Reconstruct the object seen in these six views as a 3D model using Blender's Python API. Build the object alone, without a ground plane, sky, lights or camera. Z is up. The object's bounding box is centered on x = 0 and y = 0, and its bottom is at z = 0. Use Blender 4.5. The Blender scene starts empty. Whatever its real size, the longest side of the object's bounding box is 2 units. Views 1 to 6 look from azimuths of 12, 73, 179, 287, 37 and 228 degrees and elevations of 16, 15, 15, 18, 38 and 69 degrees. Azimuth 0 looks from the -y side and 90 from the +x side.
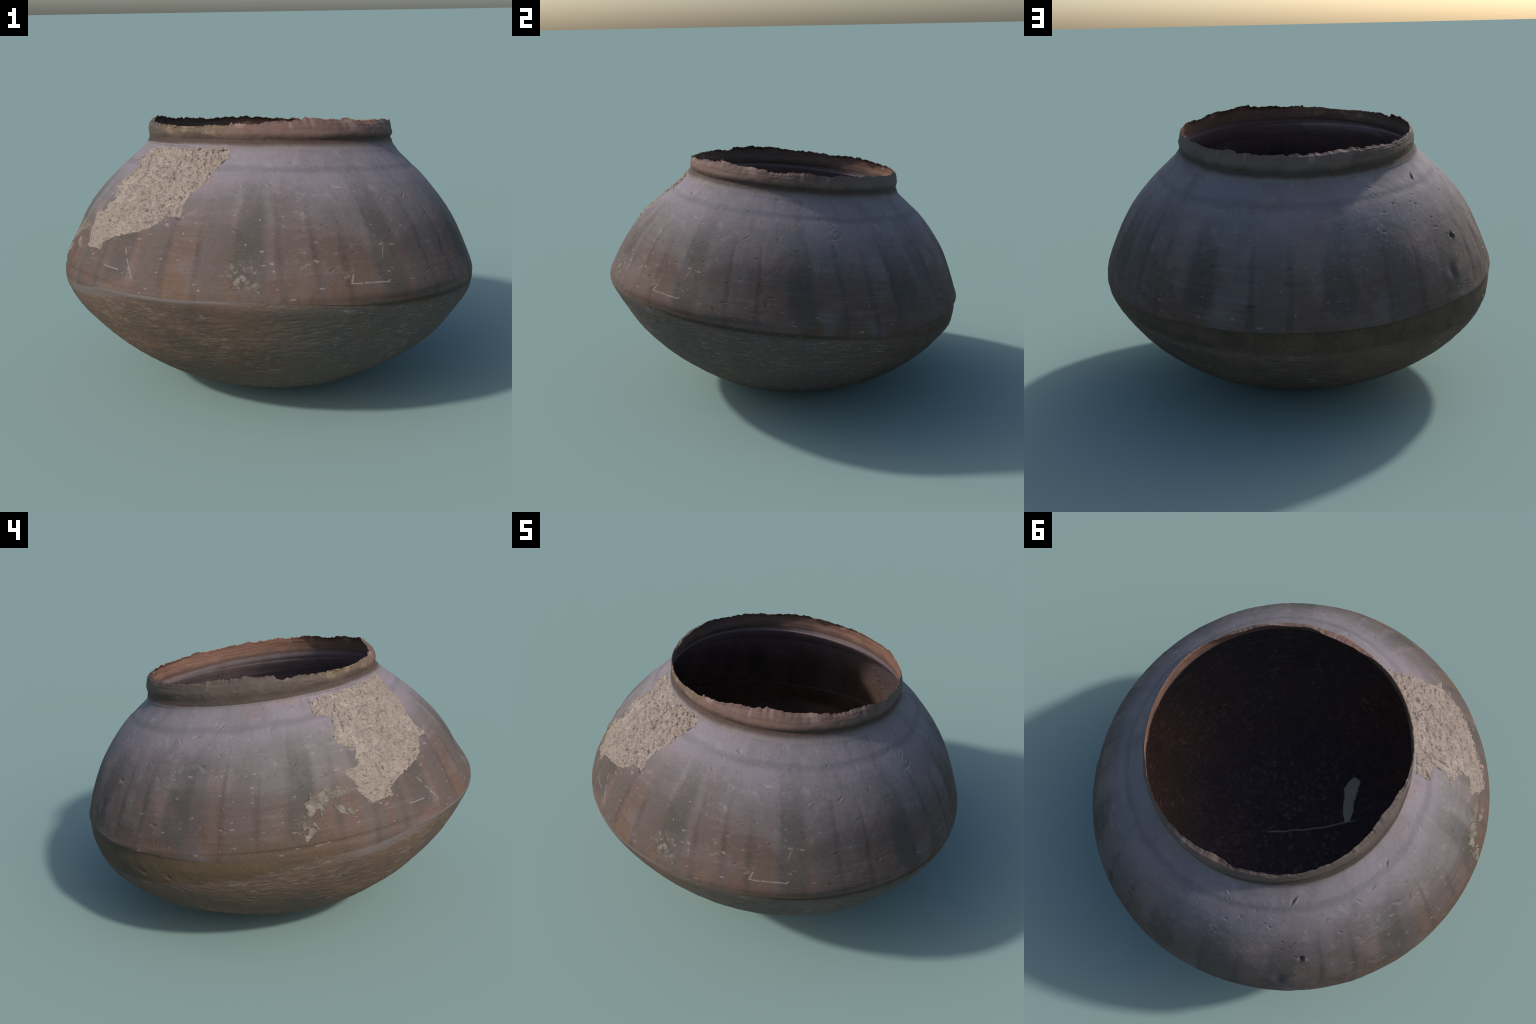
"""A big weathered earthenware cooking pot: rounded base, sharp shoulder ledge,
wide inward-leaning shoulder, low chipped rim, and a repair of coarse mortar."""
import bpy, math
import numpy as np

PI = math.pi
rng = np.random.default_rng(7)

# ------------------------------------------------------------------ helpers
def hash3(ix, iy, iz, seed):
    n = (ix * 374761393 + iy * 668265263 + iz * 1274126177 + seed * 974711) & 0xFFFFFFFF
    n = ((n ^ (n >> 13)) * 1103515245 + 12345) & 0xFFFFFFFF
    n = ((n ^ (n >> 15)) * 2246822519) & 0xFFFFFFFF
    return ((n ^ (n >> 16)) & 0xFFFF) / 32767.5 - 1.0

def noise3(p, scale, seed=0):
    """smooth value noise in -1..1 on points p (...,3)"""
    q = p * scale + 57.3
    i = np.floor(q).astype(np.int64)
    f = q - i
    f = f * f * f * (f * (f * 6 - 15) + 10)
    out = 0
    for dx in (0, 1):
        wx = f[..., 0] if dx else 1 - f[..., 0]
        for dy in (0, 1):
            wy = f[..., 1] if dy else 1 - f[..., 1]
            for dz in (0, 1):
                wz = f[..., 2] if dz else 1 - f[..., 2]
                out = out + wx * wy * wz * hash3(i[..., 0] + dx, i[..., 1] + dy, i[..., 2] + dz, seed)
    return out

def fbm(p, scale, octaves=3, seed=0):
    return sum(noise3(p, scale * 2 ** k, seed + k) * 0.5 ** k for k in range(octaves))

def smooth(x, a, b):
    t = np.clip((x - a) / (b - a), 0, 1)
    return t * t * (3 - 2 * t)

def around(deg, table):
    """periodic, softly interpolated function of the angle from (degree, value) control points"""
    k = np.array([a for a, _ in table], float); v = np.array([b for _, b in table], float)
    o = np.argsort(k); k, v = k[o], v[o]
    k = np.concatenate([k - 360, k, k + 360]); v = np.concatenate([v, v, v])
    x = (np.asarray(deg) + 180) % 360 - 180
    j = np.clip(np.searchsorted(k, x) - 1, 0, len(k) - 2)
    t = (x - k[j]) / (k[j + 1] - k[j])
    return v[j] + (v[j + 1] - v[j]) * t * t * (3 - 2 * t) * 0.5 + (v[j + 1] - v[j]) * t * 0.5

# ------------------------------------------------------------------ the pot's form
# rings from the base to the neck: the pot leans, so each ring has its own centre,
# tilt and slight out-of-round (2nd and 3rd harmonics)
#        cx     cy     z     tilt_x  tilt_y radius  cos2   sin2   cos3   sin3
RINGS = np.array([
    (-0.076, -0.015, 0.013, -0.067, -0.109, 0.000, 0.009, -0.005, -0.002, -0.004),
    (-0.077, -0.015, 0.025, -0.068, -0.108, 0.199, 0.011, -0.006, -0.003, -0.004),
    (-0.076, -0.014, 0.090, -0.069, -0.104, 0.498, 0.012, -0.008, -0.004, -0.004),
    (-0.076, 0.001, 0.199, -0.070, -0.106, 0.715, 0.009, -0.009, -0.003, -0.002),
    (-0.058, 0.017, 0.343, -0.067, -0.100, 0.877, 0.008, -0.011, -0.004, -0.002),
    (-0.027, 0.017, 0.468, -0.051, -0.097, 0.961, -0.001, 0.003, -0.005, -0.007),
    (-0.006, 0.003, 0.545, -0.042, -0.108, 0.989, 0.001, -0.001, -0.002, -0.002),
    (0.001, 0.004, 0.590, -0.024, -0.111, 0.993, 0.001, -0.006, -0.004, 0.001),
    (0.005, 0.009, 0.632, -0.010, -0.113, 0.990, 0.000, -0.006, -0.006, -0.004),
    (0.003, 0.027, 0.751, -0.009, -0.110, 0.939, -0.003, -0.004, -0.003, 0.000),
    (0.006, 0.042, 0.884, -0.015, -0.107, 0.866, -0.002, -0.003, -0.005, -0.003),
    (0.013, 0.061, 1.027, -0.021, -0.105, 0.745, -0.001, -0.008, -0.008, 0.000),
    (0.013, 0.067, 1.137, -0.020, -0.106, 0.622, 0.007, -0.007, -0.011, 0.008),
    (0.008, 0.070, 1.165, -0.020, -0.107, 0.601, 0.008, -0.005, -0.006, 0.007),
    (0.004, 0.075, 1.186, -0.021, -0.106, 0.590, 0.005, -0.003, -0.003, 0.003),
    (0.001, 0.077, 1.208, -0.018, -0.104, 0.587, 0.004, 0.000, -0.001, 0.001),
    (0.000, 0.078, 1.230, -0.014, -0.102, 0.588, 0.004, 0.002, -0.001, 0.000),
    (-0.001, 0.079, 1.252, -0.008, -0.099, 0.583, 0.004, 0.004, 0.000, 0.000),
])
NECK = 13.0                        # ring number where the shoulder ends and the rim begins
RIM = (-0.004, 0.079, 1.277, 0.008, -0.096)          # centre and tilt of the worn rim edge
RIM_HEIGHT = [(0, 0), (15, .001), (25, -.001), (40, -.005), (50, -.006), (65, -.008), (80, -.009), (90, -.003),
              (100, -.003), (113, .004), (125, .004), (137, 0), (148, .007), (157, .003), (165, .010), (177, .018),
              (-171, .019), (-159, .015), (-153, -.010), (-147, -.004), (-139, -.005), (-131, -.012), (-119, -.024),
              (-113, -.019), (-106, -.010), (-98, -.013), (-92, -.005), (-85, -.004), (-79, .005), (-68, .013),
              (-60, .017), (-48, .010), (-38, .012), (-31, .001), (-27, -.006), (-17, .004), (-12, .005)]
RIM_RADIUS = [(0, .584), (20, .579), (45, .578), (60, .573), (79, .570), (90, .561), (101, .553), (110, .543),
              (118, .562), (130, .561), (142, .568), (152, .570), (165, .566), (176, .560), (-171, .545), (-160, .553),
              (-150, .571), (-140, .579), (-125, .584), (-111, .584), (-100, .578), (-92, .569), (-83, .550),
              (-75, .540), (-66, .536), (-58, .548), (-48, .546), (-35, .555), (-25, .556), (-14, .564), (-6, .578)]
# height of the ledge between the bowl and the upper body, in the pot's own tilted frame
LEDGE = [(-150, .543), (-138, .545), (-125, .570), (-105, .575), (-85, .588), (-70, .582), (-58, .571), (-46, .560),
         (-30, .561), (-15, .563), (0, .562), (10, .560), (20, .573), (30, .588), (40, .600), (60, .616), (90, .620),
         (110, .616), (130, .617), (145, .606), (160, .594), (170, .581), (-178, .568), (-166, .558)]
LEDGE_STEP = [(-150, 0), (-120, .02), (-80, .06), (-55, .4), (-30, .6), (0, .45), (25, .7), (50, 1), (90, .9),
              (130, .8), (148, .45), (165, .2), (178, .06), (-168, 0)]

# height of the pinched crease under the rolled lip
CREASE = [(-140, 1.192), (-100, 1.200), (-65, 1.205), (-40, 1.211), (0, 1.217), (35, 1.215), (65, 1.205), (90, 1.203), (140, 1.198),
          (165, 1.192), (-172, 1.185)]

def level(p):
    """height above the ground in the tilted frame of the pot"""
    return p[..., 2] + 0.112 * p[..., 1] + 0.012 * p[..., 0]

def bearing(p):
    return np.degrees(np.arctan2(p[..., 1], p[..., 0]))

def ring_weights(t, last):
    t = np.clip(np.asarray(t, float), 0, last - 1e-9)
    k = np.floor(t).astype(int); f = (t - k)[..., None]
    g = lambda i: RINGS[np.clip(i, 0, last)]
    p1, p2 = g(k), g(k + 1)
    p0 = np.where((k > 0)[..., None], g(k - 1), 2 * p1 - p2)
    p3 = np.where((k + 2 <= last)[..., None], g(k + 2), 2 * p2 - p1)
    return 0.5 * (2 * p1 + (p2 - p0) * f + (2 * p0 - 5 * p1 + 4 * p2 - p3) * f * f + (3 * p1 - p0 - 3 * p2 + p3) * f ** 3)

def ring_point(t, a):
    """point of the smooth form; t = ring number (0 base .. 13 neck .. 17 lip), a = angle"""
    q = ring_weights(t, len(RINGS) - 1)
    cx, cy, z, tx, ty, r, c2, s2, c3, s3 = np.moveaxis(q, -1, 0)
    r = r * (1 + c2 * np.cos(2 * a) + s2 * np.sin(2 * a) + c3 * np.cos(3 * a) + s3 * np.sin(3 * a))
    return np.stack([cx + r * np.cos(a), cy + r * np.sin(a), z + r * (tx * np.cos(a) + ty * np.sin(a))], -1)

def rim_point(a, jag):
    d = np.degrees(a)
    rise = around(d, RIM_HEIGHT) + jag - .002
    r = around(d, RIM_RADIUS) - 0.35 * jag
    return np.stack([RIM[0] + r * np.cos(a), RIM[1] + r * np.sin(a),
                     RIM[2] + r * (RIM[3] * np.cos(a) + RIM[4] * np.sin(a)) + rise], -1)

def ledge_ring(a):
    """ring number of the ledge at each angle"""
    ts = np.linspace(5.0, 8.5, 240)
    p = ring_point(ts[:, None] + 0 * a, a[None] + 0 * ts[:, None])
    s = level(p) - around(bearing(p), LEDGE)
    i = np.argmax(s > 0, axis=0)
    c = np.arange(len(a))
    s0, s1 = s[i - 1, c], s[i, c]
    t = ts[i - 1] + (ts[i] - ts[i - 1]) * (-s0) / (s1 - s0)
    for _ in range(2):
        t = (np.roll(t, 1) + t + np.roll(t, -1)) / 3
    return t

def vnormals(p):
    """normals of a grid that closes round its second axis"""
    du = np.roll(p, -1, 1) - np.roll(p, 1, 1)
    dv = np.empty_like(p)
    dv[1:-1] = p[2:] - p[:-2]; dv[0] = p[1] - p[0]; dv[-1] = p[-1] - p[-2]
    n = np.cross(du, dv)
    l = np.linalg.norm(n, axis=-1, keepdims=True)
    n = n / np.maximum(l, 1e-12)
    if l[0].max() < 1e-9:
        n[0] = np.array([0, 0, -1.0])
    return n

# ------------------------------------------------------------------ dents, nicks, flutes
# larger nicks and holes that can be recognised: bearing, level, length, height, depth, slant
NICKS = [(140.5, .870, .022, .020, .018, 60), (138.5, 1.120, .034, .010, .006, 50), (166.3, 1.066, .030, .012, .005, 10),
         (171.7, .957, .032, .012, .006, -15), (176.5, .938, .022, .010, .004, 15), (160.5, .866, .045, .010, .006, 0),
         (-170.1, .996, .034, .010, .005, 0), (174.8, 1.098, .022, .010, .005, 35), (160, .718, .026, .014, .006, 0),
         (64.2, .866, .036, .011, .006, 0), (75.3, .724, .055, .014, .008, 0), (41.0, .685, .050, .013, .007, -10),
         (85.8, .875, .032, .010, .006, 0), (84.3, .818, .020, .012, .005, 40), (44, .820, .016, .010, .004, 0),
         (67.5, .770, .025, .010, .004, 0), (2.7, 1.010, .036, .010, .006, 0), (117.8, .846, .026, .010, .004, 25),
         (114.2, .970, .012, .012, .005, 0), (100.8, 1.002, .012, .012, .005, 0), (134.3, .746, .06, .05, .006, 60),
         (132.1, .498, .022, .014, .007, 30), (156.3, .500, .060, .028, .005, -20), (165.5, .486, .024, .016, .008, 0),
         (-106, .884, .014, .010, .008, 30), (-57, 1.022, .045, .012, .004, 0), (-50.3, .924, .030, .008, .003, 0),
         (-67.6, .880, .035, .008, .003, 0), (-69.6, 1.116, .035, .012, .003, 0), (-150.5, .872, .035, .016, .007, 5)]
for _ in range(260):                                   # small nicks scattered over the upper body
    NICKS.append((rng.uniform(-180, 180), rng.uniform(.64, 1.13), rng.uniform(.010, .028), rng.uniform(.006, .010),
                  rng.uniform(.0012, .0038), rng.normal(0, 22)))
for _ in range(140):                                   # scraped lower bowl
    NICKS.append((rng.uniform(-180, 180), rng.uniform(.16, .53), rng.uniform(.012, .035), rng.uniform(.006, .009),
                  rng.uniform(.001, .0028), rng.normal(0, 10)))

SWELLS = [(-35, .68, 30, .13, -.009), (-45, .50, 25, .05, -.005), (-45, .35, 30, .06, .006), (-125, .40, 25, .10, .008),
          (-82, .72, 13, .06, -.009), (-88, .57, 30, .045, .007), (28, .565, 32, .045, .007), (135, .70, 15, .12, .007),
          (185, .63, 18, .06, -.005), (200, 1.03, 20, .10, .004), (152, .50, 20, .06, .009), (72, .42, 28, .07, -.006),
          (197, .24, 25, .11, -.010), (150, .14, 30, .06, -.007), (-115, 1.165, 28, .030, .008), (-115, 1.00, 20, .16, -.001)]
# painted panels and lines that repeat round the belly
PANELS = [-84.3, -48.0, -11.8, 23.2, 61.0, 98.4, 134.0, 167.0, -158.0, -121.5]
LINES = [-106.4, -97.3, -76.5, -67.5, -60.0, -34.0, -24.5, 1.0, 10.5, 19.2, 28.4, 38.6, 47.5, 75.4, 85.4, 111.8, 121.8,
         145.5, 154.8, 180.0, -170.0, -148.0, -138.0, -129.0]

def outline_distance(x, y, poly):
    """signed distance to a polygon, positive inside"""
    x, y = np.asarray(x, float), np.asarray(y, float)
    d = np.full(x.shape, 1e9); inside = np.zeros(x.shape, bool)
    for (x0, y0), (x1, y1) in zip(poly, np.roll(poly, -1, 0)):
        ex, ey = x1 - x0, y1 - y0
        t = np.clip(((x - x0) * ex + (y - y0) * ey) / (ex * ex + ey * ey), 0, 1)
        d = np.minimum(d, np.hypot(x - x0 - t * ex, y - y0 - t * ey))
        c = (y0 > y) != (y1 > y)
        inside ^= c & (x < (x1 - x0) * (y - y0) / (y1 - y0 + 1e-15) + x0)
    return np.where(inside, d, -d)

# outline of the mortar repair: bearing, level
MORTAR = [(-148.8, 1.148), (-139.6, 1.158), (-126.5, 1.162), (-112, 1.168), (-97.0, 1.172), (-95.8, 1.135), (-98.2, 1.097),
          (-100.2, 1.055), (-102.6, 1.012), (-105.3, .970), (-106.2, .940), (-104.5, .900), (-106.2, .881), (-110.3, .883),
          (-111.5, .861), (-114.6, .833), (-118, .812), (-122, .799), (-126, .783), (-129.7, .760), (-131.4, .744),
          (-131.1, .720), (-134.2, .714), (-138.8, .713), (-140, .745), (-141.5, .767), (-142, .816), (-144.5, .858),
          (-143.6, .878), (-140.7, .876), (-138.8, .885), (-139.8, .901), (-138.4, .934), (-141.4, .958), (-144.2, .970),
          (-144.4, .995), (-142.6, 1.040), (-141.9, 1.066), (-144.8, 1.082), (-148.4, 1.080), (-149.2, 1.110)]

def belly_relief(p):
    """outward displacement of the outer skin"""
    b, h = bearing(p), level(p)
    d = 0.0008 * fbm(p, 3.2, 2, 11) + 0.0006 * fbm(p, 13.0, 2, 21) + 0.0003 * fbm(p, 55.0, 2, 31)
    # beaten, lumpy stretch at the back
    lump = np.exp(-(((b - 152) + 180) % 360 - 180) ** 2 / 22 ** 2) * smooth(h, .40, .50) * (1 - smooth(h, .82, .98))
    d += 0.0030 * lump * fbm(p, 11.0, 2, 41)
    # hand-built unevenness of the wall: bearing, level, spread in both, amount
    for (a, hh, wa, wh, amt) in SWELLS:
        x = (b - a + 180) % 360 - 180
        d += amt * np.exp(-(x / wa) ** 2 - ((h - hh) / wh) ** 2)
    # ledge: swelling above, undercut below
    s = h - around(b, LEDGE)
    k = around(b, LEDGE_STEP)
    d += k * (0.0035 * np.exp(-((s - .014) / .016) ** 2) * (s > 0) - 0.0075 * np.exp(np.minimum(s, 0) / .020) * (s <= 0.001))
    d += 0.0013 * np.exp(-((s + .008) / .008) ** 2) * (1 - smooth(np.abs(((b + 92) + 180) % 360 - 180), 30, 50))
    # burnished flutes of the belly
    zone = smooth(h, .60, .66) * (1 - smooth(h, .90, .99))
    for a in LINES:
        x = ((b - a + 180) % 360 - 180) * h * 0 + ((b - a + 180) % 360 - 180)
        d -= zone * 0.0009 * np.exp(-(x / .8) ** 2)
    # wheel ring on the shoulder
    d -= 0.0020 * np.exp(-((h - 1.088) / .012) ** 2)
    # scraped base
    low = 1 - smooth(h, .46, .54)
    q = p * np.array([1, 1, 3.0])
    d += low * 0.0011 * fbm(q, 26.0, 2, 51)
    # nicks
    br = np.radians(b)
    ax = np.stack([np.cos(br), np.sin(br)], -1)
    rad = np.hypot(p[..., 0], p[..., 1])
    column = np.linspace(-180, 180, p.shape[1], endpoint=False)
    for (a, hh, ln, ht, dp, sl) in NICKS:
        c = np.where(np.abs((column - a + 180) % 360 - 180) < 20)[0]       # only the columns near the nick
        bc, hc, rc = b[:, c], h[:, c], rad[:, c]
        i, j = np.where((np.abs((bc - a + 180) % 360 - 180) < 6) & (np.abs(hc - hh) < .07))
        u = np.radians((bc[i, j] - a + 180) % 360 - 180) * rc[i, j]
        v = (hc[i, j] - hh) * 1.25
        cs, sn = math.cos(math.radians(sl)), math.sin(math.radians(sl))
        u, v = u * cs + v * sn, -u * sn + v * cs
        e = (2 * u / ln) ** 2 + (2 * v / ht) ** 2
        e2 = (2 * u / ln) ** 2 + (2 * (v + ht * .7) / ht) ** 2
        d[i, c[j]] += 1.35 * (-dp * np.exp(-e) + 0.45 * dp * np.exp(-e2))
    # the wall is scraped back under the mortar, which fills it flush again
    c = np.where((column > -165) & (column < -80))[0]
    r0 = int(np.argmax((h > .66).any(1)))
    o = np.array(MORTAR)
    inside = outline_distance(np.radians(b[r0:, c]) * .85, h[r0:, c] * 1.2, np.stack([np.radians(o[:, 0]) * .85, o[:, 1] * 1.2], -1))
    d[r0:, c] -= .0060 * smooth(inside, .004, .020)
    return d

# ------------------------------------------------------------------ building the skins
NA = 1440
ANG = np.linspace(-PI, PI, NA, endpoint=False)
N_BOWL, N_UPPER, N_RIM = 185, 215, 44
jag = 0.0
for step, amp, sd in ((4, .0034, 1), (9, .0044, 2), (23, .0022, 3)):     # broken little teeth of the rim
    knots = np.random.default_rng(sd).uniform(-1, 1, NA // step + 1)
    jag = jag + amp * np.interp((np.arange(NA) / step) % len(knots), np.arange(len(knots) + 1), np.append(knots, knots[0]))
for tooth, up in ((-96, .010), (-92.5, .006), (-171, .007), (-63, .009), (114, .006), (-157, .006), (30, .004)):
    x = np.degrees(ANG) - tooth
    jag = jag + up * np.maximum(0, 1 - np.abs(x) / 1.1)

def outer_skin():
    tl = ledge_ring(ANG)
    ease = lambda n: 1 - (1 - np.linspace(0, 1, n)) ** 1.25
    lo = np.linspace(0, 1, N_BOWL + 1)[:, None] ** 0.9 * tl[None]
    up = tl[None] + (np.linspace(0, 1, N_UPPER + 1)[:, None] ** 1.12) * (NECK - tl[None])
    A = ANG[None]
    bowl = ring_point(lo, A + 0 * lo)
    upper = ring_point(up, A + 0 * up)
    lip_t = np.linspace(NECK, len(RINGS) - 1, N_RIM // 2 + 1)[:, None] + 0 * A
    lip = ring_point(lip_t, A + 0 * lip_t)
    edge = rim_point(ANG, jag)
    # last stretch of the lip curls in to the broken edge
    n = N_RIM - N_RIM // 2
    f = np.linspace(0, 1, n + 1)[1:, None, None]
    tang = (lip[-1] - lip[-2]) * (n * .9)
    p0, p1 = lip[-1][None], edge[None]
    ctrl = p0 + 0.5 * np.linalg.norm(edge - lip[-1], axis=1)[None, :, None] * tang / np.linalg.norm(tang, axis=1)[None, :, None]
    curl = (1 - f) ** 2 * p0 + 2 * f * (1 - f) * ctrl + f * f * p1
    return np.concatenate([bowl, upper[1:], lip[1:], curl])

P = outer_skin()
for _ in range(1):
    N = vnormals(P)
rows = len(P)
R_LEDGE, R_NECK, R_EDGE = N_BOWL, N_BOWL + N_UPPER, rows - 1
disp = np.zeros(P.shape[:2])
disp[:R_NECK + 1] = belly_relief(P[:R_NECK + 1])
lipz = P[R_NECK:]
lipd = 0.0018 * fbm(lipz, 9.0, 2, 61) + 0.0012 * fbm(lipz * np.array([1, 1, 2.5]), 30.0, 2, 71)
lipd += 0.0016 * np.sin(np.linspace(0, 1, len(lipz))[:, None] * 26 + 2 * fbm(lipz, 2.0, 1, 81)) * np.linspace(0, 1, len(lipz))[:, None] * .6
lh, lb = level(lipz), bearing(lipz)
lcr = lh - around(lb, CREASE) - .003 * noise3(lipz, 6.0, 91)
lipd -= 0.0072 * np.exp(-(lcr / .0085) ** 2) - 0.0022 * np.exp(-((lcr - .028) / .014) ** 2)              # narrow crease under the roll
lipd += 0.006 * np.exp(-(((lb + 115) + 180) % 360 - 180) ** 2 / 24 ** 2) * np.exp(-((lh - 1.18) / .02) ** 2)
lipd += 0.0016 * fbm(lipz, 6.0, 2, 95)
w = np.linspace(0, 1, 14)[:, None]
lipd[:14] = lipd[:14] * w + disp[R_NECK][None] * (1 - w)
lipd[-1] *= .3
disp[R_NECK:] = lipd
disp[:3] *= np.array([0, .3, .7])[:, None]
def set_down(p, floor):
    """the base is worn flat where the pot stands"""
    p[..., 2] -= .017 * (1 - smooth(np.hypot(p[..., 0] + .05, p[..., 1] + .04), .40, .66)) * (p[..., 2] < .45)
    p[..., 2] = np.maximum(p[..., 2], floor)
    return p

FORM, FORM_N = P, N
P = set_down(P + N * disp[..., None], 0.0)
P[0] = P[0].mean(0)
N = vnormals(P)
def wall(p, row_f):
    """wall thickness behind each point of the outer skin: thin at the broken rim"""
    e = np.clip((1 - row_f) * rows / 40, 0, 1)
    t = 0.0008 + 0.0014 * e + 0.0040 * np.clip((1 - row_f) * rows / 200 - .45, 0, 1)
    return t

sub_r, sub_a = 2, 2
ri = np.unique(np.concatenate([np.arange(0, rows - 24, sub_r), np.arange(rows - 24, rows)]))
soft = disp.copy()                                        # the inside follows the outside, more softly
for _ in range(6):
    for k in (1, 3):
        soft = (np.roll(soft, k, 1) + soft + np.roll(soft, -k, 1)) / 3
        soft[k:-k] = (soft[2 * k:] + soft[k:-k] + soft[:-2 * k]) / 3
soft = np.minimum(soft, disp)
soft[-8:] = disp[-8:]
thick = wall(P, np.linspace(0, 1, rows)[:, None] + 0 * disp)
Q = set_down(FORM + FORM_N * (soft - thick - .0008)[..., None], .004)
Q[-1] = P[-1]
Q[0] = Q[0].mean(0)
Q = Q[ri]

def grid_object(name, p, n, mat, flip=False, kill=None, pole=False, parent=None):
    """mesh object from grid rows that close round; faces with kill > 0 at all corners are left out"""
    r, c = p.shape[:2]
    idx = np.arange(r * c).reshape(r, c)
    a, b = idx[:-1], np.roll(idx[:-1], -1, 1)
    d, e = idx[1:], np.roll(idx[1:], -1, 1)
    quads = np.stack([a, b, e, d], -1).reshape(-1, 4)
    if kill is not None:
        quads = quads[~(kill.reshape(-1)[quads] > 0).all(1)]
    if flip:
        quads = quads[:, ::-1]
    return mesh_object(name, p.reshape(-1, 3), quads, n.reshape(-1, 3), mat, parent, pole_verts=idx[0] if pole else None)

def mesh_object(name, verts, quads, normals, mat, parent, pole_verts=None):
    quads = quads.copy()
    if pole_verts is not None:
        m = np.isin(quads, pole_verts[1:])
        quads[m] = pole_verts[0]
    used = np.unique(quads)
    remap = np.full(len(verts), -1); remap[used] = np.arange(len(used))
    verts, quads = verts[used], remap[quads]
    normals = None if normals is None else normals[used]
    # triangles where a pole collapsed an edge
    loops, starts, totals, k = [], [], [], 0
    same = quads == np.roll(quads, -1, 1)
    tri = same.any(1)
    q4 = quads[~tri]
    tr = [list(dict.fromkeys(f)) for f in quads[tri].tolist()]
    tr = np.array([f for f in tr if len(f) == 3], dtype=np.int64).reshape(-1, 3)
    loops = np.concatenate([q4.ravel(), tr.ravel()]).astype(np.int32)
    totals = np.concatenate([np.full(len(q4), 4), np.full(len(tr), 3)]).astype(np.int32)
    starts = np.concatenate([[0], np.cumsum(totals)[:-1]]).astype(np.int32)
    me = bpy.data.meshes.new(name)
    me.vertices.add(len(verts)); me.vertices.foreach_set("co", verts.astype(np.float32).ravel())
    me.loops.add(len(loops)); me.loops.foreach_set("vertex_index", loops)
    me.polygons.add(len(totals)); me.polygons.foreach_set("loop_start", starts)
    me.polygons.foreach_set("loop_total", totals)
    me.update(calc_edges=True); me.validate()
    me.polygons.foreach_set("use_smooth", np.ones(len(me.polygons), bool))
    if normals is not None and len(me.vertices) == len(normals):
        me.normals_split_custom_set_from_vertices(normals.astype(np.float32).tolist())
    me.materials.append(mat)
    ob = bpy.data.objects.new(name, me)
    bpy.context.collection.objects.link(ob)
    ob.parent = parent
    return ob

# ------------------------------------------------------------------ shader helper
class Val:
    def __init__(s, g, sock): s.g, s.s = g, sock
    def __add__(s, o): return s.g.math('ADD', s, o)
    def __radd__(s, o): return s.g.math('ADD', o, s)
    def __sub__(s, o): return s.g.math('SUBTRACT', s, o)
    def __rsub__(s, o): return s.g.math('SUBTRACT', o, s)
    def __mul__(s, o): return s.g.math('MULTIPLY', s, o)
    def __rmul__(s, o): return s.g.math('MULTIPLY', o, s)
    def __truediv__(s, o): return s.g.math('DIVIDE', s, o)

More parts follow.
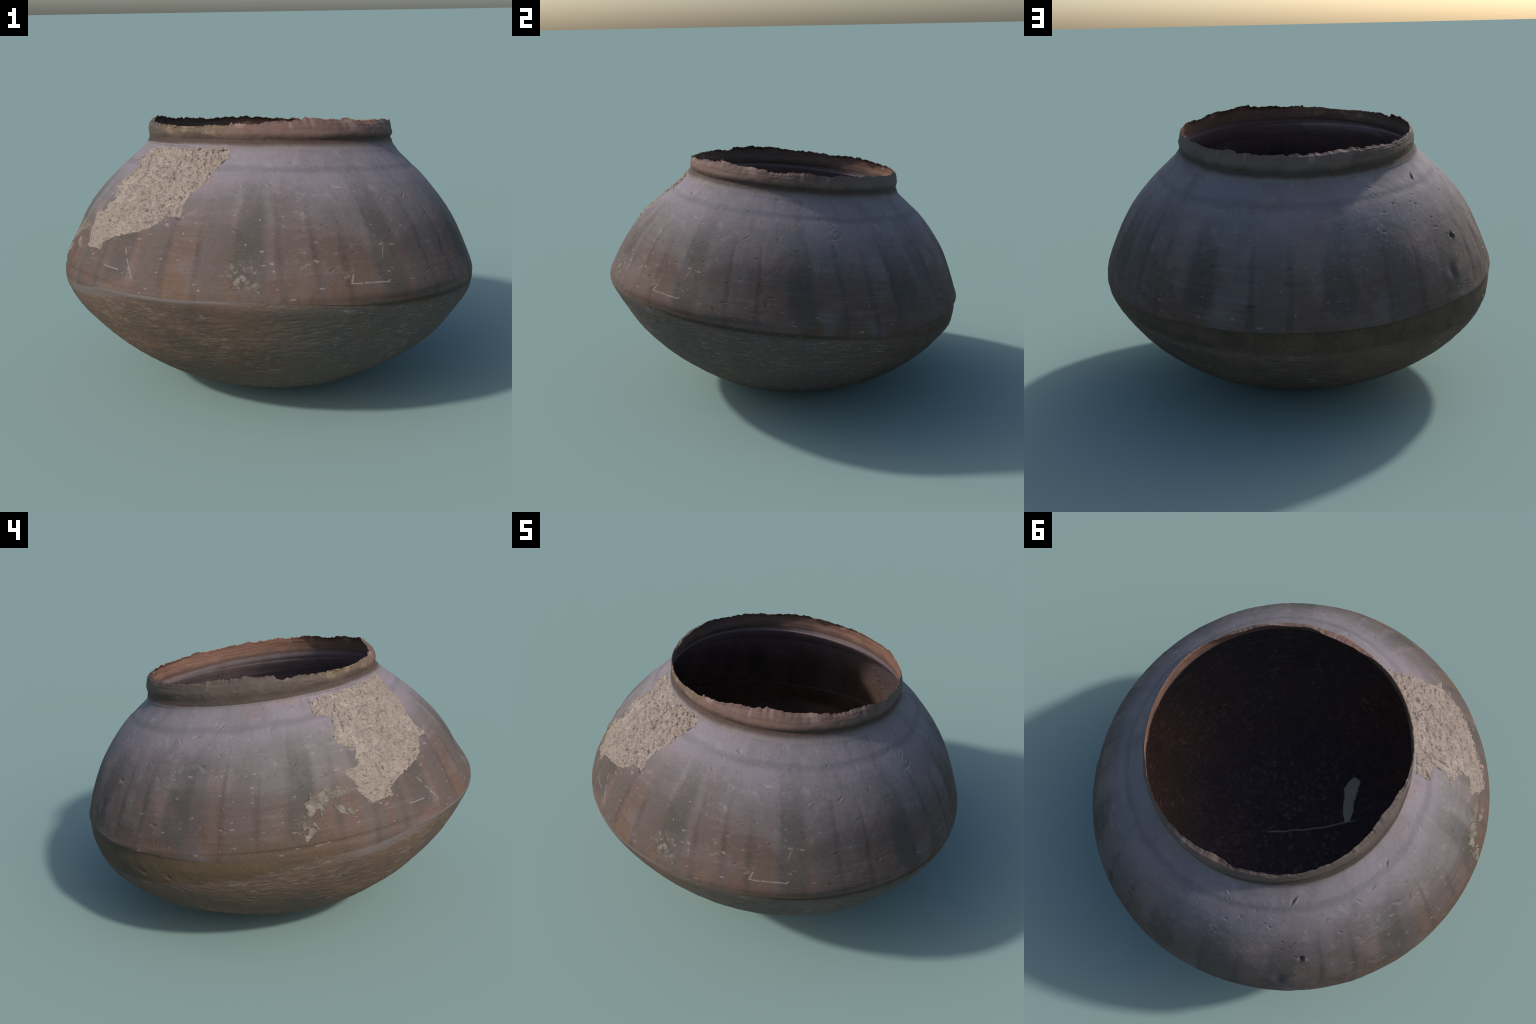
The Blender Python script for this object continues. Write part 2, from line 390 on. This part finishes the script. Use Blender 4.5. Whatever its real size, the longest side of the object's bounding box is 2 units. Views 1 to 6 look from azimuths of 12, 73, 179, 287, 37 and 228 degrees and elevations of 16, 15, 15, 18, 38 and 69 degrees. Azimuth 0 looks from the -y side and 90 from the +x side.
class Graph:
    def __init__(g, name):
        g.mat = bpy.data.materials.new(name); g.mat.use_nodes = True
        g.t = g.mat.node_tree; g.t.nodes.clear()
    def node(g, kind, **kw):
        n = g.t.nodes.new(kind)
        for k, v in kw.items(): setattr(n, k, v)
        return n
    def put(g, sock, v):
        if isinstance(v, Val): g.t.links.new(v.s, sock)
        elif isinstance(v, (tuple, list)) and len(v) == 3 and sock.type == 'RGBA': sock.default_value = (*v, 1)
        else: sock.default_value = v
    def math(g, op, a, b=None, c=None, clamp=False):
        n = g.node('ShaderNodeMath', operation=op, use_clamp=clamp)
        g.put(n.inputs[0], a)
        if b is not None: g.put(n.inputs[1], b)
        if c is not None: g.put(n.inputs[2], c)
        return Val(g, n.outputs[0])
    def step(g, x, a, b, lo=0.0, hi=1.0):
        n = g.node('ShaderNodeMapRange', interpolation_type='SMOOTHSTEP')
        for i, v in enumerate((x, a, b, lo, hi)): g.put(n.inputs[i], v)
        return Val(g, n.outputs[0])
    def xyz(g, x, y, z):
        n = g.node('ShaderNodeCombineXYZ')
        for i, v in enumerate((x, y, z)): g.put(n.inputs[i], v)
        return Val(g, n.outputs[0])
    def noise(g, vec, scale, detail=3.0, rough=.55, distort=0.0, out=0):
        n = g.node('ShaderNodeTexNoise')
        g.put(n.inputs['Vector'], vec)
        n.inputs['Scale'].default_value = scale; n.inputs['Detail'].default_value = detail
        n.inputs['Roughness'].default_value = rough; n.inputs['Distortion'].default_value = distort
        return Val(g, n.outputs[out])
    def voronoi(g, vec, scale, rnd=1.0):
        n = g.node('ShaderNodeTexVoronoi')
        g.put(n.inputs['Vector'], vec); n.inputs['Scale'].default_value = scale
        n.inputs['Randomness'].default_value = rnd
        s = g.node('ShaderNodeSeparateColor'); g.t.links.new(n.outputs['Color'], s.inputs[0])
        return Val(g, n.outputs['Distance']), Val(g, s.outputs[0]), Val(g, s.outputs[1])
    def mix(g, f, a, b, kind='MIX'):
        n = g.node('ShaderNodeMix', data_type='RGBA', blend_type=kind)
        g.put(n.inputs[0], f); g.put(n.inputs[6], a); g.put(n.inputs[7], b)
        return Val(g, n.outputs[2])
    def table(g, x, pts):
        """float curve through (x, y) control points, all in 0..1"""
        n = g.node('ShaderNodeFloatCurve')
        cu = n.mapping.curves[0]
        while len(cu.points) < len(pts): cu.points.new(.5, .5)
        for q, (a, b) in zip(cu.points, pts): q.location = (a, b); q.handle_type = 'AUTO_CLAMPED'
        n.mapping.update(); g.put(n.inputs['Value'], x)
        return Val(g, n.outputs[0])
    def finish(g, colour, rough, bump, strength=.3, dist=.004, spec=.3):
        b = g.node('ShaderNodeBsdfPrincipled'); o = g.node('ShaderNodeOutputMaterial')
        g.put(b.inputs['Base Color'], colour); g.put(b.inputs['Roughness'], rough)
        b.inputs['Specular IOR Level'].default_value = spec
        m = g.node('ShaderNodeBump'); m.inputs['Strength'].default_value = strength; m.inputs['Distance'].default_value = dist
        g.put(m.inputs['Height'], bump); g.t.links.new(m.outputs[0], b.inputs['Normal'])
        g.t.links.new(b.outputs[0], o.inputs[0])
        return g.mat

def pot_frame(g):
    """object position, bearing in degrees, level in the pot's frame, seamless wrap vector"""
    tc = g.node('ShaderNodeTexCoord'); sep = g.node('ShaderNodeSeparateXYZ')
    g.t.links.new(tc.outputs['Object'], sep.inputs[0])
    x, y, z = (Val(g, sep.outputs[i]) for i in range(3))
    pos = Val(g, tc.outputs['Object'])
    th = g.math('ARCTAN2', y, x)
    deg = th * (180 / PI)
    h = z + y * .112 + x * .012
    r = g.math('SQRT', x * x + y * y)
    return pos, deg, h, g.math('COSINE', th), g.math('SINE', th), r, th

def near(g, deg, a, inner, outer):
    """1 within inner degrees of bearing a, 0 beyond outer"""
    d = g.math('ABSOLUTE', g.math('WRAP', deg - a, 180.0, -180.0))
    return g.step(d, inner, outer, 1.0, 0.0)

def curve01(g, deg, tab, lo, hi):
    pts = sorted(((a + 180) / 360, (v - lo) / (hi - lo)) for a, v in tab)
    e = float(around(np.array([180.0]), tab)[0]); e = (e - lo) / (hi - lo)
    pts = [(0.0, e)] + [q for q in pts if .002 < q[0] < .998] + [(1.0, e)]
    return g.table((deg + 180) / 360, pts) * (hi - lo) + lo

SCRATCHES = [((-59.8, .660), (-49.7, .657), .0045), ((-59.6, .662), (-58.8, .690), .005), ((-49.7, .657), (-48.9, .667), .0045),
             ((-48.1, .794), (-49.4, .746), .0035), ((-120.5, .752), (-118.2, .700), .0045), ((-118.2, .700), (-115.2, .634), .0035),
             ((-126.3, .666), (-120.1, .657), .004), ((-57.8, 1.026), (-54.9, 1.018), .007), ((-155.0, .600), (-151.5, .604), .004)]

def specks(g, u, v, scale, size, keep, stretch=2.0):
    d, c1, c2 = g.voronoi(g.xyz(u, v * stretch, 0.0), scale)
    return g.step(d, size * .35, size, 1.0, 0.0) * g.step(c1, keep, keep + .02)

def clay(name, part):
    g = Graph(name)
    pos, deg, h, ct, st, r, th = pot_frame(g)
    wrapn = lambda k, m, sc, **kw: g.noise(g.xyz(ct * k, st * k, h * m), sc, **kw)
    big = g.noise(pos, 2.6, 4.0, .6)
    mid = g.noise(pos, 9.0, 5.0, .65)
    fine = g.noise(pos, 60.0, 4.0, .6)
    col = None
    if part in ('upper', 'inner'):
        # brown belly passing into mauve-grey shoulder
        wide = g.noise(pos, 3.4, 4.0, .6)
        hh = h + (big - .5) * .16 + (mid - .5) * .10
        col = g.mix(g.step(hh, .60, .78), (.078, .047, .034), (.086, .060, .051))
        col = g.mix(g.step(hh, .76, .96), col, (.124, .103, .105))
        col = g.mix(g.step(hh, .92, 1.08), col, (.184, .159, .177))
        warm = near(g, deg, -100, 25, 70) * g.step(h, .90, .66)
        col = g.mix(warm * .55, col, (.104, .060, .042))
        rose = g.step(g.noise(pos, 5.2, 3.0, .5), .52, .68)
        col = g.mix(rose * g.step(h, .70, .90, .18, .5), col, (.192, .134, .130))
        smoke = g.step(g.noise(g.xyz(ct * 3.0, st * 3.0 + 4.0, h * 2.0), 2.4, 4.0, .6), .50, .66)
        col = g.mix(smoke * .25, col, (.086, .068, .064))
        grey = g.step(g.noise(g.xyz(ct * 3.0 + 9.0, st * 3.0, h * 3.0), 1.6, 3.0, .55), .50, .66)
        col = g.mix(grey * .40, col, (.118, .111, .116))
        sage = near(g, deg, -160, 10, 30) * g.step(g.math('ABSOLUTE', h - .93), .06, .16, 1.0, 0.0)
        col = g.mix(sage * .55, col, (.128, .123, .120))
        pale = g.step(g.noise(pos, 11.0, 4.0, .6), .56, .72) * g.step(h, .80, .95)
        col = g.mix(pale * .35, col, (.265, .232, .240))
        # wheel lines
        wheel = wrapn(1.5, 26.0, 2.0, detail=4.0, rough=.65)
        col = g.mix(g.step(wheel, .45, .75) * .22, col, (.20, .175, .175))
        col = g.mix(g.step(wheel, .50, .28) * .10, col, (.070, .060, .058))
        # painted panels, drawn up from the ledge, each burnished strip with a tone of its own
        wob = deg + (g.noise(pos, 6.0, 3.0) - .5) * 2.6
        cell = g.math('FLOOR', (wob + 179.0) / 9.1)
        tone = g.noise(g.xyz(cell * 3.7, 1.5, 0.0), 1.0, 0.0)
        inset = g.math('ABSOLUTE', g.math('FRACT', (wob + 179.0) / 9.1) - .5)
        inset = g.step(inset, .30, .50, 1.0, 0.0)
        tone2 = g.noise(g.xyz(cell * 5.3, 7.5, 0.0), 1.0, 0.0)
        top = g.step(h + (mid - .5) * .22 + (tone - .5) * .25, .80, 1.06, 1.0, 0.0)
        brk = g.step(mid + (fine - .5) * .3, .30, .62)
        col = g.mix(g.step(tone, .46, .66) * top * inset * .35, col, (.112, .074, .060))
        col = g.mix(g.step(tone2, .48, .66) * top * inset * .5, col, (.070, .062, .060))
        panel = None
        for a in PANELS:
            k = near(g, wob, a, 2.8, 5.4)
            panel = k if panel is None else g.math('MAXIMUM', panel, k)
        line = None
        for a in LINES:
            k = near(g, wob, a, .1, 1.7)
            line = k if line is None else g.math('MAXIMUM', line, k)
        ledge = curve01(g, deg, LEDGE, .5, .66)
        s = h - ledge + (fine - .5) * .006
        col = g.mix(panel * top * g.step(s + (mid - .5) * .16, .02, .10) * (brk * .35 + .35), col, (.048, .046, .041))
        col = g.mix(line * top * (brk * .30 + .20), col, (.042, .036, .036))
        ring = g.step(g.math('ABSOLUTE', h - 1.088 + (mid - .5) * .03), .004, .020, 1.0, 0.0)
        col = g.mix(ring * .34, col, (.085, .080, .092))
        col = g.mix(g.step(h + (mid - .5) * .05, 1.145, 1.185) * .40, col, (.110, .092, .088))  # neck darkened towards the crease, partly baked shade put into the colour
        # dull stripe hugging the ledge
        front = near(g, deg, -28, 22, 34)
        col = g.mix(front * g.step(s, .012, .024, 1.0, 0.0) * .8, col, (.036, .030, .018))
        # ochre dust above the ledge
        ochre = g.step(mid, .45, .7) * g.step(s, .02, .10, 1.0, 0.0) * near(g, deg, -80, 20, 40)
        col = g.mix(ochre * .5, col, (.12, .082, .046))
        tan = near(g, deg + (mid - .5) * 20.0, -163, 10, 24) * g.step(s + (mid - .5) * .10, .04, .14, 1.0, 0.0)
        col = g.mix(tan * .85, col, (.074, .049, .031))
        # small pale chips, ragged and drawn out sideways
        u = th * .95 + (g.noise(pos, 55.0, 2.0) - .5) * .030
        v = h + (g.noise(pos, 48.0, 2.0) - .5) * .016
        sp = g.math('MAXIMUM', specks(g, u, v, 10.0, .16, .55, 2.6), specks(g, u + 3.1, v, 22.0, .22, .66, 2.8))
        sp = sp * g.step(g.noise(pos, 5.0, 2.0), .36, .58)
        col = g.mix(sp * .5, col, (.28, .235, .225))
        dots = specks(g, th * .95, h, 34.0, .16, .93, 1.1)
        col = g.mix(dots * .7, col, (.33, .28, .26))
        # crusty pale bloom under one panel and beside the long scratch
        bl = near(g, deg, -85.5, 2.0, 5.0) * g.step(g.math('ABSOLUTE', h - .685), .02, .07, 1.0, 0.0)
        bl2 = near(g, deg, -61.0, .6, 2.4) * g.step(g.math('ABSOLUTE', h - .705), .015, .035, 1.0, 0.0)
        bl3 = near(g, deg, -71.0, .6, 2.4) * g.step(g.math('ABSOLUTE', h - .755), .02, .05, 1.0, 0.0)
        bl = g.math('MAXIMUM', bl, g.math('MAXIMUM', bl2, bl3))
        col = g.mix(bl * g.step(g.noise(pos, 42.0, 4.0, .65), .47, .64) * .6, col, (.23, .19, .145))
        # scratches
        sc = None
        p2 = g.xyz(th * .95 + (fine - .5) * .006, h * 1.2 + (g.noise(pos, 30.0, 2.0) - .5) * .010, 0.0)
        for (a0, h0), (a1, h1), wd in SCRATCHES:
            A = (math.radians(a0) * .95, h0 * 1.2, 0); B = (math.radians(a1) * .95, h1 * 1.2, 0)
            ba = (B[0] - A[0], B[1] - A[1], 0); l2 = ba[0] ** 2 + ba[1] ** 2
            n1 = g.node('ShaderNodeVectorMath', operation='SUBTRACT'); g.put(n1.inputs[0], p2); n1.inputs[1].default_value = A
            n2 = g.node('ShaderNodeVectorMath', operation='DOT_PRODUCT'); g.t.links.new(n1.outputs[0], n2.inputs[0]); n2.inputs[1].default_value = ba
            t = g.math('MULTIPLY', Val(g, n2.outputs['Value']), 1 / l2, clamp=True)
            n3 = g.node('ShaderNodeVectorMath', operation='SCALE'); n3.inputs[0].default_value = ba; g.put(n3.inputs['Scale'], t)
            n4 = g.node('ShaderNodeVectorMath', operation='DISTANCE'); g.t.links.new(n1.outputs[0], n4.inputs[0]); g.t.links.new(n3.outputs[0], n4.inputs[1])
            k = g.step(Val(g, n4.outputs['Value']), wd * .3, wd, 1.0, 0.0)
            sc = k if sc is None else g.math('MAXIMUM', sc, k)
        col = g.mix(sc * g.step(g.noise(pos, 40.0, 2.0), .32, .52) * .65, col, (.27, .22, .195))
    if part in ('bowl', 'inner'):
        streak = wrapn(2.4, 40.0, 3.0, detail=5.0, rough=.7)
        b = g.mix(g.step(big + (mid - .5) * .5, .38, .62), (.084, .060, .046), (.114, .072, .051))
        b = g.mix(near(g, deg, -35, 28, 58) * .55, b, (.084, .083, .078))
        orange = near(g, deg, -130, 10, 28) * g.step(g.math('ABSOLUTE', h - .31 + (mid - .5) * .10), .02, .10, 1.0, 0.0)
        b = g.mix(orange * .5, b, (.165, .088, .050))
        red = g.step(g.noise(pos, 3.3, 3.0, .5), .53, .68)
        b = g.mix(red * .42, b, (.124, .072, .052))
        b = g.mix(g.step(streak, .48, .30) * .45, b, (.036, .031, .027))
        b = g.mix(g.step(streak, .52, .74) * .30, b, (.15, .135, .12))
        patchy = g.step(g.noise(pos, 4.5, 3.0), .36, .60)
        scr = wrapn(2.6, 26.0, 6.0, detail=4.0, rough=.65)
        b = g.mix(g.step(scr, .55, .66) * patchy * .65, b, (.235, .215, .195))
        scr2 = g.noise(g.xyz(ct * 4.0 + (mid - .5) * .6, st * 4.0, h * 34.0 + (big - .5) * 10.0), 6.0, 3.0)
        b = g.mix(g.step(scr2, .60, .74) * .4, b, (.25, .235, .215))
        # powdery scuffs of the underside
        under = g.step(r, .30, .62, 1.0, 0.0)
        b = g.mix(under * g.step(g.noise(pos, 34.0, 5.0, .7), .54, .66) * .65, b, (.23, .225, .245))
        if part == 'inner':
            b = g.mix(g.step(r + (mid - .5) * .5, .40, .75, 1.0, 0.0) * .7, b, (.052, .053, .074))
            b = g.mix(under * g.step(g.noise(pos, 36.0, 6.0, .75), .50, .68) * g.step(mid, .35, .65) * .6, b, (.26, .26, .33))
            b = g.mix(g.step(scr2, .60, .74) * .3, b, (.25, .24, .25))
        # long scratch across the base
        lx = g.noise(pos, 8.0, 2.0)
        sepn = g.node('ShaderNodeSeparateXYZ'); g.t.links.new(pos.s, sepn.inputs[0])
        X, Y = Val(g, sepn.outputs[0]), Val(g, sepn.outputs[1])
        along = X * .62 + Y * .78
        across = X * -.78 + Y * .62 - .055 + (lx - .5) * .03 + along * along * .10
        ln = g.step(g.math('ABSOLUTE', across), .002, .007, 1.0, 0.0) * g.step(along, -.40, -.33) * g.step(along, .10, .14, 1.0, 0.0) * under
        b = g.mix(ln * .9, b, (.36, .35, .38))
        # olive soil line kept under the ledge at the back, mauve slip at the front left
        ledge = curve01(g, deg, LEDGE, .5, .66)
        LOW = [(-150, .540), (-164, .508), (-174, .477), (177, .463), (162, .448), (151, .440), (138, .458), (124, .480),
               (107, .508), (86, .506), (64, .507), (41, .517), (25, .535), (10, .549), (-20, .553), (-45, .552), (-60, .566),
               (-85, .586), (-110, .572), (-130, .556)]
        low = curve01(g, deg, LOW, .42, .60)
        band = g.step(h + (mid - .5) * .06 + (fine - .5) * .02, low - .016, low + .020)
        olive = g.mix(g.step(mid, .35, .65), (.048, .036, .022), (.078, .053, .034))
        olive = g.mix(near(g, deg, 176, 12, 30) * .8, olive, (.078, .052, .027))
        b = g.mix(band * .92, b, olive)
        slip = near(g, deg, -116, 24, 36)
        slow = ledge - .014 - near(g, deg, -136, 5, 26) * .024
        b = g.mix(slip * g.step(h + (mid - .5) * .01, slow - .008, slow + .006) * .75, b, (.115, .098, .096))
        col = b if col is None else g.mix(g.step(h - ledge, -.004, .004), b, col)
    if part in ('rim', 'inner'):
        c = g.mix(g.step(mid, .35, .65), (.090, .060, .048), (.135, .088, .072))
        c = g.mix(near(g, deg, -62, 30, 55) * g.step(big, .3, .6) * .7, c, (.135, .078, .062))
        c = g.mix(near(g, deg, 175, 40, 70) * .7, c, (.064, .055, .047))
        c = g.mix(near(g, deg, 60, 30, 60) * .5, c, (.115, .095, .086))
        if part == 'inner':
            c = g.mix(near(g, deg, 40, 45, 80) * .7, c, (.165, .092, .064))
            c = g.mix(g.step(wrapn(1.2, 60.0, 2.0, detail=2.0), .45, .62) * .5, c, (.075, .042, .030))
        c = g.mix(g.step(wrapn(1.5, 30.0, 3.0, detail=3.0), .52, .68) * .4, c, (.14, .10, .085))
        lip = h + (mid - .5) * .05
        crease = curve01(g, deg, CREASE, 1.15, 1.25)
        soot_shade = g.step(lip - crease, -.002, .045, 1.0, 0.0)
        c = g.mix(soot_shade * .78, c, (.042, .029, .023))  # sooty brown plus baked crease shade, painted darker towards the crease
        pinkish = g.step(g.noise(g.xyz(ct * 3.0, st * 3.0, 0.0), 2.2, 2.0), .55, .68) * g.step(h, 1.245, 1.272)
        c = g.mix(pinkish * .7, c, (.25, .172, .150))
        ochre = near(g, deg + (mid - .5) * 24.0, -119, 17, 27) * g.step(h + (mid - .5) * .06, 1.212, 1.235)
        c = g.mix(ochre * .6, c, (.105, .076, .048))
        c = g.mix(ochre * g.step(g.noise(pos, 26.0, 4.0), .48, .64) * .6, c, (.195, .150, .095))
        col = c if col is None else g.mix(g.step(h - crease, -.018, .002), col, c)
        if part == 'rim':
            sh = g.mix(g.step(big, .4, .6), (.175, .148, .154), (.185, .150, .148))
            sh = g.mix(g.step(h + (mid - .5) * .03, 1.165, 1.195) * .6, sh, (.095, .078, .072))  # the same partly baked neck shade, painted on below the crease
            col = g.mix(g.step(h + (mid - .5) * .02 - crease, -.030, -.006), sh, col)
    mott = g.noise(pos, 130.0, 3.0, .6)
    col = g.mix(g.step(mott, .42, .68) * .10, col, (.20, .165, .155))
    col = g.mix(g.step(g.noise(pos, 75.0, 4.0, .65), .46, .30) * .25, col, (.035, .030, .028))
    rough = g.step(mid, .3, .7, .64, .80)
    bump = fine * .5 + mott * .4 + g.noise(pos, 24.0, 4.0) * .8
    if part == 'inner':
        col = g.mix(1.0, col, (1.30, 1.18, 1.15), 'MULTIPLY')
    return g.finish(col, rough, bump, .22, .004, .14)

def mortar(name, dusty=False):
    g = Graph(name)
    pos, deg, h, ct, st, r, th = pot_frame(g)
    n1 = g.noise(pos, 14.0, 5.0, .65); n2 = g.noise(pos, 90.0, 4.0, .7); n3 = g.noise(pos, 4.0, 3.0)
    if dusty:
        col = g.mix(g.step(n1, .35, .65), (.125, .104, .082), (.245, .212, .172))
        col = g.mix(g.step(n2, .45, .7) * .4, col, (.30, .27, .22))
    else:
        col = g.mix(g.step(n1, .32, .68), (.240, .194, .165), (.345, .285, .245))
        col = g.mix(g.step(n3, .40, .62) * .45, col, (.290, .230, .192))
        col = g.mix(g.step(n2, .55, .75) * .5, col, (.42, .36, .31))
        col = g.mix(g.step(n2, .40, .28) * .3, col, (.16, .125, .105))
        low = near(g, deg, -139, 5, 11) * g.step(h, .93, .86)
        col = g.mix(low * .3, col, (.24, .20, .165))
    grit = g.noise(g.xyz(ct * .85, st * .85, h * 2.3), 40.0, 4.0, .65)
    if not dusty:
        col = g.mix(g.step(grit, .43, .30) * .55, col, (.120, .095, .080))  # pits darkened and ridges lightened: baked relief shading put into the colour
        col = g.mix(g.step(grit, .56, .70) * .45, col, (.43, .37, .325))
    bump = n2 + grit * 2.5
    return g.finish(col, .92, bump, .9, .008, .15)

# ------------------------------------------------------------------ crusts lying on the skin
def crust(name, outline, mat, parent, thick, rough_amp, step, seed, grain=1.0, rows_range=None, ragged=.006):
    """a raised, rough-surfaced crust; outline = (bearing, level) polygon on the pot"""
    o = np.array(outline, float)
    hm = o[:, 1].mean()
    t0, t1 = (7.2, 13.4) if rows_range is None else rows_range
    a0, a1 = np.radians(o[:, 0].min() - 12), np.radians(o[:, 0].max() + 12)
    na, nt = int((a1 - a0) * .8 / step), int((t1 - t0) * .115 / step)
    f_row = np.linspace(0, 1, nt); f_col = np.linspace(0, 1, na)
    # sample the finished outer skin bilinearly
    tl_rows = np.interp(np.linspace(t0, t1, nt), ROW_T, np.arange(rows))
    cols = (np.interp(f_col, [0, 1], [a0, a1]) + PI) / (2 * PI) * NA
    i0 = np.floor(tl_rows).astype(int).clip(0, rows - 2); fi = (tl_rows - i0)[:, None, None]
    j0 = np.floor(cols).astype(int); fj = (cols - j0)[None, :, None]; j1 = (j0 + 1) % NA; j0 = j0 % NA
    S = lambda G: (G[i0][:, j0] * (1 - fj) + G[i0][:, j1] * fj) * (1 - fi) + (G[i0 + 1][:, j0] * (1 - fj) + G[i0 + 1][:, j1] * fj) * fi
    p, n = S(P), S(N)
    n /= np.linalg.norm(n, axis=-1, keepdims=True)
    scale = 0.85
    x, y = np.radians(bearing(p)) * scale, level(p) * 1.2
    poly = np.stack([np.radians(o[:, 0]) * scale, o[:, 1] * 1.2], -1)
    sd = outline_distance(x, y, poly) + ragged * fbm(p, 40, 3, seed) + .003 * noise3(p, 150, seed + 3)
    edge = smooth(sd, -.001, .010)
    br = np.radians(bearing(p))
    rows_of = np.stack([np.cos(br) * .85, np.sin(br) * .85, level(p) * 2.3], -1)      # trowelled: lumps lie lengthwise
    lumps = .75 * fbm(rows_of, 34 * grain, 2, seed + 10) + .45 * noise3(p, 110 * grain, seed + 14)
    pits = 1.3 * np.maximum(0, -noise3(rows_of, 46 * grain, seed + 20) - .28) + np.maximum(0, -noise3(p, 95 * grain, seed + 24) - .40)
    slabs = smooth(fbm(p, 13 * grain, 2, seed + 30), -.08, .08)
    up = thick * (.55 + .55 * slabs) + rough_amp * lumps - rough_amp * 2.0 * pits
    up = np.maximum(up, .0018)
    up += .0030 * np.exp(-((sd - .010) / .007) ** 2) * smooth(-level(p), -.90, -.80)          # thick lower lip of the smear
    hgt = edge * up - (1 - edge) * .003
    v = p + n * hgt[..., None]
    r, c = v.shape[:2]
    idx = np.arange(r * c).reshape(r, c)
    quads = np.stack([idx[:-1, :-1], idx[:-1, 1:], idx[1:, 1:], idx[1:, :-1]], -1).reshape(-1, 4)
    keep = (sd.reshape(-1)[quads] > -.004).any(1)
    quads = quads[keep]
    return mesh_object(name, v.reshape(-1, 3), quads, None, mat, parent) if len(quads) else None

SMEARS = [[(-156.8, .774), (-154.7, .812), (-150.9, .824), (-147, .818), (-145, .800), (-145.6, .780), (-149.1, .762), (-151, .758),
           (-152.1, .722), (-154.4, .722), (-156, .700), (-157.4, .715)],
          [(-149.1, .750), (-147.3, .735), (-144.3, .700), (-145.0, .686), (-147, .700), (-148.8, .725)],
          [(-158.5, .695), (-155.6, .690), (-154.9, .650), (-157, .640)]]

# ------------------------------------------------------------------ assemble
pot = bpy.data.objects.new("clay_pot", None)
bpy.context.collection.objects.link(pot)
pot["label"] = "weathered round clay pot with chipped rim and mortar repair"
pot["category"] = "clay pot"

ROW_T = np.concatenate([np.linspace(0, 1, N_BOWL + 1) ** .9 * 6.6, 6.6 + np.linspace(0, 1, N_UPPER + 1)[1:] ** 1.12 * (NECK - 6.6),
                        NECK + np.linspace(0, 1, N_RIM + 1)[1:] * 5])
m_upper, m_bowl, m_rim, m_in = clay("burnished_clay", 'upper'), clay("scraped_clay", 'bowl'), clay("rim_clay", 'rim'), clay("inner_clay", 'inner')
grid_object("bowl_base", P[:R_LEDGE + 1], N[:R_LEDGE + 1], m_bowl, pole=True, parent=pot)
grid_object("shoulder", P[R_LEDGE:R_NECK + 1], N[R_LEDGE:R_NECK + 1], m_upper, parent=pot)
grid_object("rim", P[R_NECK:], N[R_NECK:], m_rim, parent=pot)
QN = -vnormals(Q)
Qs, Qn = Q[:, ::sub_a], QN[:, ::sub_a]
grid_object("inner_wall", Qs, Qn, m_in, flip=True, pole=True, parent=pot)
# thin grey flake added over an untextured spot of the scanned floor
g = Graph("grey_flake"); lp = pot_frame(g)[0]
m_flake = g.finish(g.mix(g.noise(lp, 20.0, 3.0), (.66, .62, .53), (.76, .71, .62)), .9, g.noise(lp, 60.0), .2, .003, .1)
side_a = np.array([(-.126, -.439), (-.165, -.370), (-.190, -.322), (-.224, -.286), (-.248, -.234)])
side_b = np.array([(-.082, -.436), (-.078, -.392), (-.088, -.345), (-.129, -.311), (-.143, -.287), (-.180, -.250), (-.232, -.212)])
def along(poly, n):
    l = np.concatenate([[0], np.cumsum(np.linalg.norm(np.diff(poly, axis=0), axis=1))])
    f = np.linspace(0, l[-1], n)
    return np.stack([np.interp(f, l, poly[:, 0]), np.interp(f, l, poly[:, 1])], -1)
w_ = np.linspace(-.06, 1.06, 10)[None, :, None]
flat = along(side_a, 48)[:, None] * (1 - w_) + along(side_b, 48)[:, None] * w_
floor_pts = Q[level(Q) < .25]
near_i = [int(np.argmin((floor_pts[:, 0] - x) ** 2 + (floor_pts[:, 1] - y) ** 2)) for x, y in flat.reshape(-1, 2)]
fz = floor_pts[near_i, 2].reshape(flat.shape[:2])
for _ in range(3):
    fz[1:-1, 1:-1] = (fz[:-2, 1:-1] + fz[2:, 1:-1] + fz[1:-1, :-2] + fz[1:-1, 2:] + 2 * fz[1:-1, 1:-1]) / 6
fp = np.concatenate([flat, fz[..., None] + .0035], -1)
fp[0, :, 2] -= .008; fp[-1, :, 2] -= .008; fp[:, 0, 2] -= .008; fp[:, -1, 2] -= .008        # edges tucked into the floor
fi_ = np.arange(fp.shape[0] * fp.shape[1]).reshape(fp.shape[:2])
fq = np.stack([fi_[:-1, :-1], fi_[1:, :-1], fi_[1:, 1:], fi_[:-1, 1:]], -1).reshape(-1, 4)
mesh_object("grey_flake", fp.reshape(-1, 3), fq, None, m_flake, pot)
m_mortar, m_dust = mortar("coarse_mortar"), mortar("dried_clay_smear", True)
patch = crust("mortar_patch", MORTAR, m_mortar, pot, .0085, .0095, .0020, 100)
for i, s in enumerate(SMEARS):
    crust("clay_smear", s, m_dust, pot, .0026, .0036, .0022, 200 + 40 * i, .7, ragged=.020)
